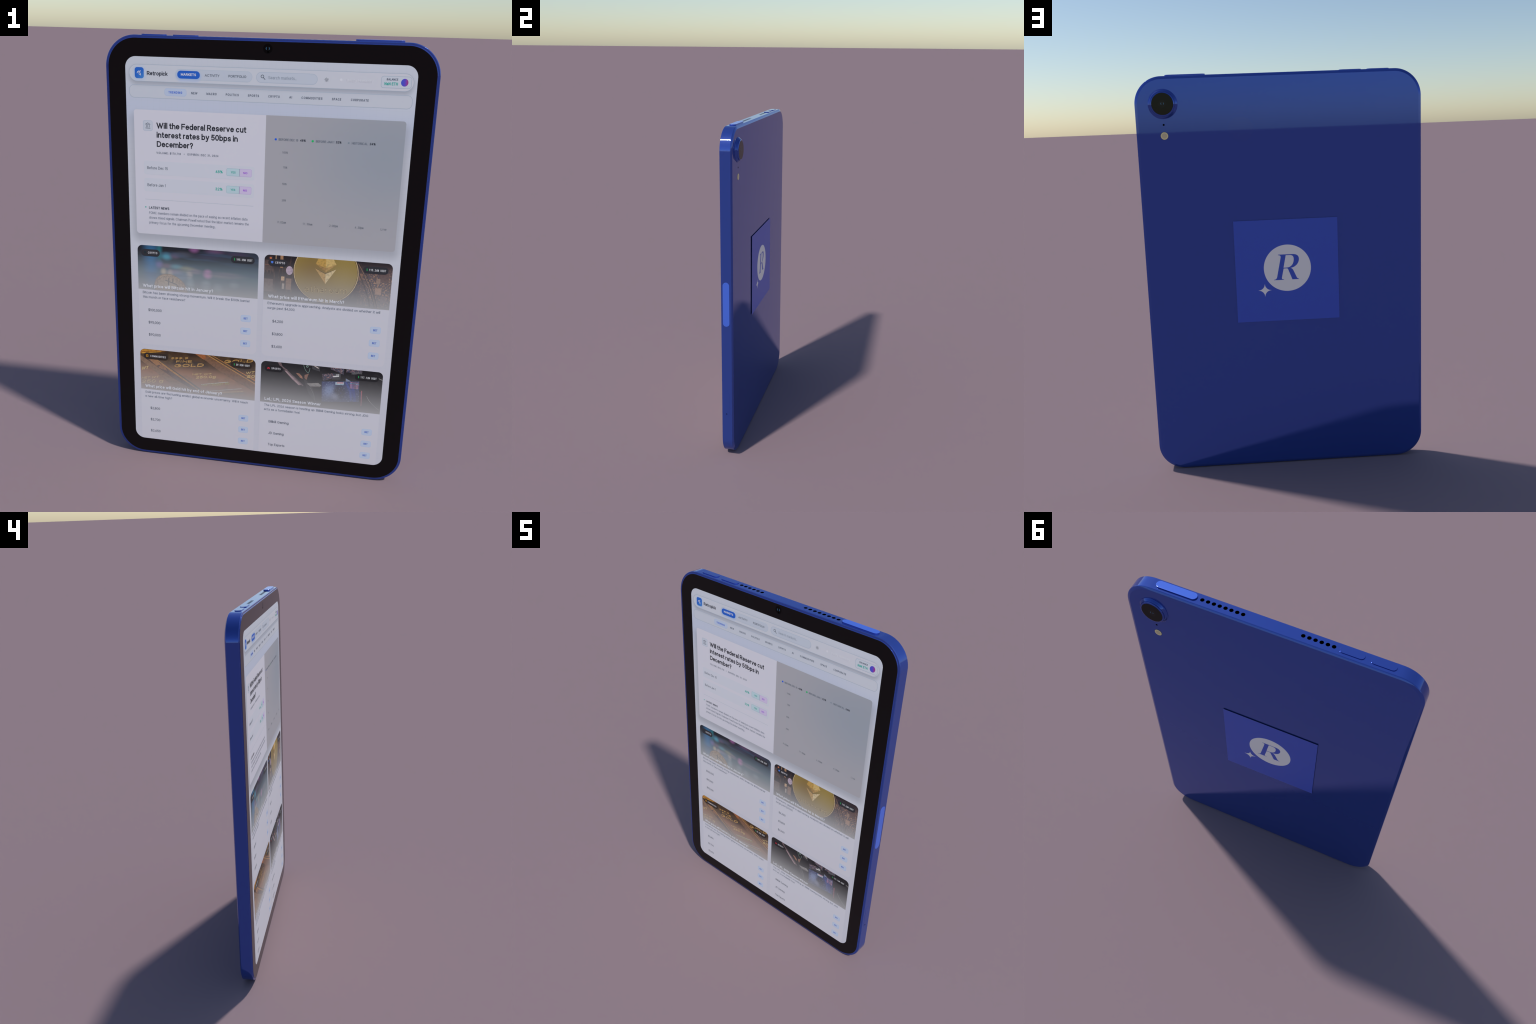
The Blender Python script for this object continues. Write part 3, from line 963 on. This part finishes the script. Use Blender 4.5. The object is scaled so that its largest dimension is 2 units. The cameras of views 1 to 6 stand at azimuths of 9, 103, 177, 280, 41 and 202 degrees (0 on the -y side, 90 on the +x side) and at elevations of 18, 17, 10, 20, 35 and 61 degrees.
# --- picture 1: blurred city lights and a coin
def lights(y0):
    p = Paint("picture_city_lights", (24, 27, 34))
    p.slope_x(200, 470, (44, 52, 66), 0.8)
    p.slope_y(y0 + 20, y0 + 110, (64, 94, 110), 0.85)
    p.blob(80, y0 + 70, 46, 200, (44, 98, 142), 0.95, 0.0)
    p.blob(112, y0 + 20, 17, 75, (32, 100, 112), 0.85, 0.0)
    for x, y, rx, ry, c, a in ((140, 38, 22, 17, (52, 138, 170), 1), (172, 34, 22, 13, (92, 74, 110), .8), (246, 2, 20, 16, (136, 74, 138), .9), (205, 26, 40, 14, (70, 72, 92), .7),
                               (325, 6, 38, 12, (98, 58, 102), .8), (410, 10, 45, 12, (66, 48, 82), .7), (300, 28, 60, 16, (48, 50, 84), .7), (112, 72, 16, 18, (96, 92, 156), .9),
                               (140, 76, 26, 12, (106, 84, 110), .8), (178, 76, 26, 12, (74, 130, 152), .95), (220, 84, 34, 15, (132, 134, 112), .9), (128, 100, 13, 16, (176, 162, 142), .9),
                               (154, 104, 13, 16, (176, 164, 144), .9), (228, 104, 14, 20, (164, 152, 146), .9), (172, 98, 34, 12, (134, 112, 142), .7), (252, 90, 26, 12, (126, 110, 132), .8),
                               (299, 96, 18, 20, (184, 112, 176), 1), (360, 96, 80, 14, (118, 110, 122), .8), (196, 112, 42, 22, (98, 126, 158), .8),
                               (232, 140, 17, 24, (118, 150, 166), .9), (292, 142, 20, 24, (116, 144, 160), .9), (338, 150, 20, 22, (112, 142, 158), .85), (400, 130, 20, 18, (104, 128, 142), .8)):
        grey_ = sum(c) / 3
        soft = tuple(v * 0.78 + grey_ * 0.22 for v in c)
        p.blob(x, y0 + y, rx * 1.4, ry * 1.3, soft, a * 0.85, 0.1)
    p.noise(0.012, (54, 74, 100), 0.45, 0.45, 0.7, 2.0, (0.6, 5.0), 4)
    return p.haze(y0, 0.93).done()


def coin_face(y0):
    p = Paint("picture_old_coin", (150, 132, 116))
    p.noise(0.12, (120, 104, 92), 0.8, 0.42, 0.62, 4.0)
    p.blob(150, y0 + 150, 50, 40, (168, 156, 140), 0.5, 0.0)
    return p.haze(y0, 0.80).done()


def flat_picture_ink(y0, c, strength=0.93):
    key = (y0, c, strength)
    if key not in _ink:
        p = Paint("picture_ink", c)
        c2 = tuple(0.86 * v + 0.14 * sum(c) / 3 for v in c)
        p = Paint("picture_ink", c2)
        p.noise(0.11, tuple(int(v * 0.72) for v in c2), 0.5, 0.45, 0.65, 4.0)
        _ink[key] = p.haze(y0, strength).done()
    return _ink[key]


Y1, Y2 = 682.0, 1110.4
XA, XB = 27.4, 512.2
market_card(XA, Y1, "CRYPTO", 113.9, 67.7, "195.35M USDT", 386.8, "What price will Bitcoin hit in January?", 320.5,
            "Bitcoin has been showing strong momentum. Will it break the $100k barrier", 461.9, "this month or face resistance?", 211.8,
            (("$100,000", 117.4), ("$95,000", 111.5), ("$90,000", 112.1)), lights)
win = box_outline(XA, Y1, XA + 463, Y1 + 176.6, 0, (19, 19, 0, 0), 14)


def tilted(cx, cy, rx, ry, turn, n=72):
    c, s = math.cos(math.radians(turn)), math.sin(math.radians(turn))
    return [(cx + rx * math.cos(t) * c - ry * math.sin(t) * s, cy - rx * math.cos(t) * s - ry * math.sin(t) * c) for t in (2 * math.pi * k / n for k in range(n))]


COIN = (156, 852, 70, 58, -38)
shape("picture_coin", tilted(*COIN), 3, flat_picture_ink(Y1, (126, 106, 92), 0.8), win)
shape("picture_coin", tilted(COIN[0], COIN[1], 67, 55, COIN[4]), 4, coin_face(Y1), win)
c0, s0 = math.cos(math.radians(COIN[4])), math.sin(math.radians(COIN[4]))
for k in range(46):                                     # beaded rim
    t = 2 * math.pi * k / 46
    bx, by = COIN[0] + 60 * math.cos(t) * c0 - 48.5 * math.sin(t) * s0, COIN[1] - 60 * math.cos(t) * s0 - 48.5 * math.sin(t) * c0
    if by < Y1 + 172:
        shape("picture_bead", oval(bx, by, 1.7, 1.9, 8), 5, flat_picture_ink(Y1, (112, 96, 88), 0.8), win)
SIGN = flat_picture_ink(Y1, (92, 88, 92), 0.72)
for pts, wd in (([(134, 815), (178, 829)], 4.0), ([(148, 806), (146, 846)], 4.4), ([(164, 806), (163, 824)], 4.0), ([(146, 844), (176, 852)], 4.0), ([(178, 829), (184, 838), (176, 852)], 4.0)):
    line("picture_coin_sign", pts, wd, 5, SIGN)

# --- picture 2: golden coin on a circuit board
lead = (XB, Y1)


def board(y0):
    p = Paint("picture_circuit_board", (38, 31, 34))
    p.noise(0.055, (92, 70, 62), 0.8, 0.5, 0.72, 3.0, (2.4, 0.5))
    p.noise(0.16, (28, 25, 30), 0.5, 0.5, 0.7, 2.0, (1.6, 0.6))
    p.slope_x(820, 900, (72, 58, 62), 0.8)
    speck = p.math("MULTIPLY", p.ramp(p.X, 840, 900), p.ramp(p.Y, y0 + 10, y0 + 60))
    k = p.t.nodes.new("ShaderNodeTexNoise")
    k.inputs["Scale"].default_value, k.inputs["Detail"].default_value = 0.16, 4.0
    p.t.links.new(p.p, k.inputs["Vector"])
    p.over((172, 130, 102), p.math("MULTIPLY", speck, p.ramp(k.outputs["Fac"], 0.48, 0.66, 0.0, 0.75)))
    p.over((62, 60, 86), p.math("MULTIPLY", speck, p.ramp(k.outputs["Fac"], 0.46, 0.34, 0.0, 0.7)))
    p.slope_y(y0 + 40, y0 - 5, (24, 23, 28), 0.85)
    return p.haze(y0, 0.9).done()


market_card(XB, Y1, "CRYPTO", 597.5, 552.2, "115.26M USDT", 871.4, "What price will Ethereum hit in March?", 811.8,
            "Ethereum's upgrade is approaching. Analysts are divided on whether it will", 943.9, "surge past $4,000.", 632.9,
            (("$4,200", 589.8), ("$3,800", 589.6), ("$3,600", 589.4)), board)
win = box_outline(XB, Y1, XB + 463, Y1 + 176.6, 0, (19, 19, 0, 0), 14)
for x, y, w, h, c in ((527, 722, 26, 40, (74, 56, 54)), (520, 772, 30, 20, (34, 30, 34)), (528, 800, 36, 50, (96, 78, 76)), (556, 684, 6, 30, (176, 138, 100)), (576, 684, 11, 90, (150, 108, 76)),
                      (561, 700, 10, 130, (40, 34, 38)), (582, 770, 12, 16, (186, 150, 116)), (584, 800, 9, 22, (150, 136, 128)), (604, 790, 20, 44, (126, 96, 80)), (536, 700, 12, 30, (58, 44, 46)),
                      (860, 740, 22, 26, (120, 84, 64)), (948, 738, 34, 32, (86, 62, 60)), (930, 790, 22, 26, (150, 112, 92)), (950, 820, 20, 24, (104, 82, 84)), (928, 752, 14, 20, (134, 104, 90))):
    shape("picture_circuit_part", [(x - w / 2, y - h / 2), (x + w / 2, y - h / 2), (x + w / 2, y + h / 2), (x - w / 2, y + h / 2)], 2.5, flat_picture_ink(Y1, c, 0.9), win)
for x in range(14):
    shape("picture_glow", oval(516 + 3.2 * x, 720 + (x % 2), 1.0, 1.0, 8), 3, flat_picture_ink(Y1, (160, 100, 70)), win)
shape("picture_glow", oval(535, 694, 4.2, 3.8, 16), 3, flat_picture_ink(Y1, (200, 104, 62)), win)
shape("picture_pearl", oval(605.5, 737, 12.5, 17), 3, flat_picture_ink(Y1, (166, 146, 168), 0.8), win)
for off in (0, 9, -16):
    line("picture_wire", [q for q in bez([(852 + off, 690), ("q", (905 + off, 780), (921 + off, 852))], 14)], 4.2, 3, flat_picture_ink(Y1, (58, 44, 44), 0.85))
line("picture_wire", bez([(853, 690), ("q", (907, 780), (924, 852))], 14), 1.5, 3.3, flat_picture_ink(Y1, (140, 104, 84), 0.85))
gold = Paint("picture_gold_coin", (132, 112, 58))
gold.blob(700, Y1 + 40, 110, 110, (114, 92, 54), 0.8, 0.0)
gold.blob(800, Y1 + 60, 80, 110, (140, 122, 74), 0.6, 0.0)
gold.noise(0.5, (118, 98, 56), 0.3, 0.45, 0.6, 4.0)
gold_mat = gold.haze(Y1, 0.86).done()
ECX, ECY, ERR = 738.5, 734, 118
shape("picture_coin", oval(ECX, ECY, ERR + 1, ERR + 1, 90), 3.4, flat_picture_ink(Y1, (64, 48, 40), 0.85), win)
shape("picture_coin", oval(ECX, ECY, ERR - 0.6, ERR - 0.6, 90), 3.8, flat_picture_ink(Y1, (196, 170, 122), 0.75), win)
shape("picture_coin", oval(ECX, ECY, ERR - 3.0, ERR - 3.0, 90), 4.2, flat_picture_ink(Y1, (92, 70, 44), 0.8), win)
shape("picture_coin", oval(ECX - 0.6, ECY, ERR - 4.6, ERR - 4.6, 90), 4.6, gold_mat, win)
for pts, c in (([(708.7, 682.2), (737, 682.2), (737.9, 732.5), (700.2, 703.1)], (190, 140, 48)), ([(737, 682.2), (764.6, 682.2), (775.1, 701.4), (737.9, 732.5)], (206, 166, 84)),
               ([(700.2, 703.1), (737.9, 716), (737.9, 732.5)], (158, 112, 46)), ([(775.1, 701.4), (737.9, 716), (737.9, 732.5)], (178, 132, 62)),
               ([(699, 720.7), (737.2, 739.3), (738.3, 777.6)], (184, 140, 74)), ([(737.2, 739.3), (775.1, 718.8), (738.3, 777.6)], (212, 184, 130)),
               ([(699, 719.2), (737.2, 737.2), (775.1, 717.6), (737.2, 740.0)], (70, 54, 40))):
    shape("picture_crystal", pts, 5.2 + 0.15 * (len(pts) == 3), flat_picture_ink(Y1, tuple(int(v * 0.8 + 24) for v in c), 0.72), win)
lettering("ethereum", 664, 818, 814, 23.5, None, 0.15, 5.4, gap=0.22, mat=flat_picture_ink(Y1, (116, 94, 62), 0.55), rise=5.5)
lettering("ethereum", 665, 819, 815, 23.5, None, 0.055, 5.8, gap=0.22, mat=flat_picture_ink(Y1, (186, 168, 124), 0.55), rise=5.5)
GEM = ink(70, 112, 206)
shape("badge_gem", [(535.5, 709), (538, 705.6), (543.5, 705.6), (546, 709), (540.7, 715.4)], 8, GEM)

# --- picture 3: stacked gold bars


def bars(y0):
    p = Paint("picture_gold_bars", (46, 33, 24))
    p.noise(0.02, (78, 54, 30), 0.7, 0.4, 0.7, 3.0, (1, 1.6), 32)
    p.slope_y(y0 + 40, y0 + 100, (136, 94, 68), 0.9)
    p.noise(0.03, (96, 76, 46), 0.5, 0.5, 0.7, 3.0)
    return p.haze(y0, 0.9).done()


market_card(XA, Y2, "COMMODITIES", 141.2, 68.4, "39.52M USDT", 393.2, "What price will Gold hit by end of January?", 359.3,
            "Gold prices are fluctuating amidst global economic uncertainty. Will it reach", 464.1, "a new all-time high?", 155.7,
            (("$2,800", 104.6), ("$2,700", 104.6), ("$2,650", 104.8)), bars)
win = box_outline(XA, Y2, XA + 463, Y2 + 176.6, 0, (19, 19, 0, 0), 14)
bar_ink = lambda c: flat_picture_ink(Y2, c, 0.9)
for pts, c in (([(27, 1132), (27, 1112), (140, 1110), (112, 1116)], (150, 92, 26)), ([(30, 1126), (110, 1114.5), (120, 1111), (36, 1118)], (190, 132, 34)), ([(34, 1120), (90, 1112.4), (96, 1110), (36, 1114)], (196, 136, 36)),
               ([(34, 1131.5), (112, 1117.5), (116, 1115), (34, 1127)], (196, 140, 40)),
               ([(27, 1139), (58, 1158), (100, 1188), (164, 1229), (206, 1252), (240, 1268), (170, 1268), (27, 1160)], (124, 90, 64)),          # left bar flank
               ([(40, 1140), (98, 1155), (134, 1181), (185, 1210), (228, 1240), (268, 1266), (240, 1268), (205, 1250), (163, 1227), (99, 1186)], (84, 58, 48)),
               ([(52, 1143), (90, 1150), (112, 1172), (92, 1180)], (146, 98, 58)), ([(92, 1160), (124, 1172), (136, 1196), (104, 1188)], (132, 88, 60)),
               ([(92, 1158), (112, 1166), (104, 1182), (90, 1174)], (62, 46, 46)), ([(136, 1190), (176, 1214), (200, 1246), (160, 1226)], (92, 70, 66)),
               ([(88, 1150), (97, 1152), (230, 1240), (268, 1265), (262, 1267), (150, 1196)], (160, 112, 56)), ([(103, 1154), (108, 1155), (275, 1262), (268, 1266)], (74, 66, 56)),
               ([(248, 1110), (296, 1110), (490, 1216), (490, 1248), (427, 1218), (374, 1190), (332, 1163), (290, 1134)], (112, 76, 52)),         # second flank
               ([(250, 1110), (288, 1110), (296, 1122), (284, 1132)], (150, 84, 42)), ([(300, 1128), (320, 1136), (332, 1162), (306, 1144)], (164, 98, 58)), ([(292, 1118), (306, 1124), (300, 1140), (290, 1134)], (66, 42, 34)),
               ([(296, 1110), (303, 1110), (490, 1212), (490, 1220)], (168, 118, 58)), ([(305, 1110), (313, 1110), (490, 1203), (490, 1210)], (82, 62, 44)), ([(315, 1110), (319, 1110), (490, 1198), (490, 1202)], (176, 112, 52)),
               ([(291, 1268.5), (437.5, 1239.5), (438, 1241.5), (292, 1271)], (164, 166, 164)), ([(292, 1275), (444, 1250), (446, 1253), (294, 1280)], (168, 138, 84)), ([(298, 1282), (448, 1256), (452, 1262), (304, 1287)], (118, 96, 74)),
               ([(274, 1240), (383, 1217), (384, 1219), (275, 1242.5)], (164, 168, 164))):
    shape("picture_bar_facet", pts, 2.5 + 0.04 * (sum(c) % 9), bar_ink(c), win)
GLOW = bar_ink((204, 150, 74))
DEEP = bar_ink((112, 78, 34))
for text, a, b, base, cap, rise, sl in (("999.9", 153, 221, 1145, 8.6, 8, 0.2), ("FINE", 173, 236, 1157, 9, 8, 0.2), ("GOLD", 165, 283, 1178, 13.5, 16, 0.3), ("GOLD", 366, 478, 1137, 12.5, 15, 0.3)):
    lettering(text, a, b, base + 0.9, cap + 1.2, None, 0.36, 4, mat=DEEP, rise=rise, slant=sl, gap=0.14)
    lettering(text, a, b, base, cap, None, 0.15, 5, mat=GLOW, rise=rise, slant=sl, gap=0.25)
for text, a, b, base, cap, rise in (("NET WT", 238, 316, 1204.5, 7, 11), ("250.0g", 253, 333, 1217.5, 11, 12), ("WT", 30, 58, 1204, 13, 7), ("250 g", 30, 118, 1262, 14, 12), ("NET WT", 30, 100, 1244, 9, 12), ("WT", 452, 486, 1176, 10, 7), ("50", 456, 488, 1192, 12, 5)):
    lettering(text, a, b, base, cap, None, 0.2, 4, mat=bar_ink((190, 160, 96)), rise=rise, slant=0.25)
lettering("HX 730261 50", 277, 388, 1250, 10, None, 0.22, 4, mat=bar_ink((150, 138, 62)), rise=21, slant=0.25)
PIG = ink(206, 136, 30)
line("badge_icon", oval(55.4, 1138.6, 3.6, 3.6), 1.7, 8, PIG, True)
line("badge_icon", [(51.2, 1135), (59.8, 1134.6)], 1.6, 8.2, PIG)
line("badge_icon", [(52.4, 1142.2), (52.4, 1144)], 1.6, 8.2, PIG)
line("badge_icon", [(58.6, 1142.2), (60.6, 1139.6)], 1.6, 8.2, PIG)

# --- picture 4: dark stage with a player and big screens


def stage(y0):
    p = Paint("picture_dark_stage", (30, 30, 33))
    p.slope_x(700, 800, (20, 20, 24), 0.8)
    p.noise(0.05, (40, 39, 42), 0.5, 0.5, 0.7, 3.0)
    return p.haze(y0, 0.9, (150, 149, 155)).done()


market_card(XB, Y2, "SPORTS", 597.1, 552.6, "117.12M USDT", 871.6, "LoL: LPL 2026 Season Winner", 749.3,
            "The LPL 2026 season is heating up. Bilibili Gaming looks strong, but JDG", 933.3, "acts as a formidable rival.", 670.7,
            (("Bilibili Gaming", 628.2), ("JD Gaming", 610.3), ("Top Esports", 615.9)), stage)
win = box_outline(XB, Y2, XB + 463, Y2 + 176.6, 0, (19, 19, 0, 0), 14)
st = lambda c: flat_picture_ink(Y2, c, 0.9)
screen = Paint("picture_big_screen", (46, 54, 92))
screen.blob(778, Y2 + 100, 34, 46, (108, 124, 164), 0.9, 0.1, 20)
screen.blob(818, Y2 + 100, 32, 42, (40, 42, 58), 0.95, 0.4)
screen.blob(800, Y2 + 120, 26, 20, (118, 124, 148), 0.8, 0.1, 35)
screen.noise(0.16, (136, 146, 178), 0.55, 0.55, 0.72, 3.0)
screen.noise(0.11, (30, 42, 98), 0.6, 0.55, 0.7, 2.0)
screen_mat = screen.haze(Y2, 0.88).done()
crowd = Paint("picture_bright_panel", (56, 54, 66))
crowd.noise(0.14, (140, 106, 108), 0.7, 0.5, 0.62, 2.0)
crowd.noise(0.12, (54, 62, 92), 0.6, 0.5, 0.62, 2.0, turn=40)
crowd.noise(0.2, (190, 180, 184), 0.6, 0.6, 0.7, 2.0)
crowd_mat = crowd.haze(Y2, 0.86).done()
for pts, lay, mat in (([(603, 1143), (615, 1142), (640, 1163), (676, 1196), (660, 1199), (634, 1176)], 3, st((146, 120, 128))),
                      ([(610, 1143), (617, 1142.5), (680, 1200), (676, 1202)], 3.2, st((92, 78, 84))),
                      ([(576, 1110), (588, 1110), (595, 1126), (616, 1140), (608, 1142), (584, 1124)], 3, st((104, 84, 90))),
                      ([(648, 1148), (660, 1149), (672, 1160), (675, 1171), (664, 1166)], 3, st((146, 100, 80))),
                      ([(681, 1153), (697, 1146), (689, 1174), (681, 1166)], 3, st((126, 90, 78))),
                      ([(676, 1168), (690, 1176), (712, 1200), (722, 1230), (728, 1262), (700, 1230)], 3, st((52, 50, 54))),
                      ([(690, 1188), (735, 1181), (747, 1190), (744, 1194), (702, 1196)], 3, st((126, 122, 124))),
                      ([(700, 1196), (744, 1194), (742, 1198), (706, 1201)], 3, st((96, 90, 92))),
                      ([(708, 1110), (737, 1114), (739, 1132), (709, 1125)], 3, st((62, 62, 68))),
                      ([(714, 1111), (722, 1111), (734, 1118), (732, 1121)], 3.3, st((178, 164, 164))),
                      ([(777, 1110), (829, 1110), (829, 1136), (812, 1128), (780, 1119)], 3, crowd_mat),
                      ([(838, 1110), (896, 1110), (898, 1120), (838, 1124)], 3, crowd_mat),
                      ([(858, 1122), (896, 1118), (897, 1126), (858, 1131)], 3.2, st((82, 82, 88))),
                      ([(747, 1141), (790, 1134), (800, 1150), (753, 1170)], 3, crowd_mat),
                      ([(782, 1136), (819, 1131), (818, 1157), (786, 1161)], 2.8, st((58, 58, 64))),
                      ([(790, 1145), (812, 1141), (812, 1146), (790, 1150)], 3.2, st((186, 186, 192))),
                      ([(800, 1137), (812, 1135), (812, 1140), (800, 1142)], 3.3, st((150, 150, 158))),
                      ([(838, 1150), (858, 1160), (838, 1163)], 3, st((112, 122, 152))),
                      ([(748, 1173), (889, 1157), (893, 1244), (752, 1259)], 3, screen_mat),
                      ([(852, 1164), (858, 1162), (874, 1195), (884, 1243), (872, 1245), (864, 1204)], 3.6, st((36, 54, 132))),
                      ([(836, 1166), (842, 1164), (862, 1200), (868, 1240), (860, 1243), (854, 1206)], 3.5, st((48, 66, 140))),
                      ([(800, 1170), (832, 1167), (832, 1178), (800, 1181)], 3.8, st((150, 176, 196))),
                      ([(805, 1170.6), (830, 1168), (830, 1172), (805, 1174.6)], 4.0, st((206, 110, 120))),
                      ([(898.4, 1195), (902.6, 1195), (904, 1260), (901, 1260)], 3, st((150, 66, 84))),
                      ([(893.5, 1200), (897, 1200), (899, 1232), (896, 1232)], 3, st((64, 72, 104)))):
    shape("picture_stage_part", pts, lay, mat, win)
for k in range(6):
    yy = 1164 + 4.6 * k
    for xa, xb in ((855.5, 864), (866, 868), (870, 872), (874, 876), (878, 887)):
        shape("picture_score_line", [(xa, yy), (xb, yy - 0.4), (xb, yy + 1.4), (xa, yy + 1.8)], 4.2, st((196, 128, 150) if k != 1 else (140, 170, 196)), win)
line("picture_cord", bez([(676, 1111), ("q", (680, 1132), (694, 1144)), ("q", (700, 1136), (700, 1122))], 10), 1.3, 4, st((118, 150, 142)))
line("picture_cord", oval(690, 1116, 3.4), 1.8, 4, st((132, 164, 156)), True)
line("picture_cord", bez([(704, 1204), ("q", (722, 1226), (728, 1268))], 10), 1.0, 4, st((120, 116, 118)))
line("picture_cord", bez([(921, 1216), ("q", (934, 1246), (972, 1270))], 10), 1.2, 4, st((166, 164, 168)))
line("picture_cord", bez([(955, 1134), ("q", (966, 1140), (974, 1142))], 8), 2.0, 4, st((150, 150, 152)))
PAD = ink(170, 36, 52)
shape("badge_icon", [(536, 1143), (537.4, 1136.6), (539, 1135.4), (543.4, 1135.4), (545, 1136.6), (546.4, 1143), (543.6, 1142.6), (541.2, 1139.8), (538.8, 1142.6)], 8, PAD)
shape("badge_icon", oval(50.5 + 6, Y1 + 27.6, 3.6, 4.6, 20), 8, ink(24, 40, 48))
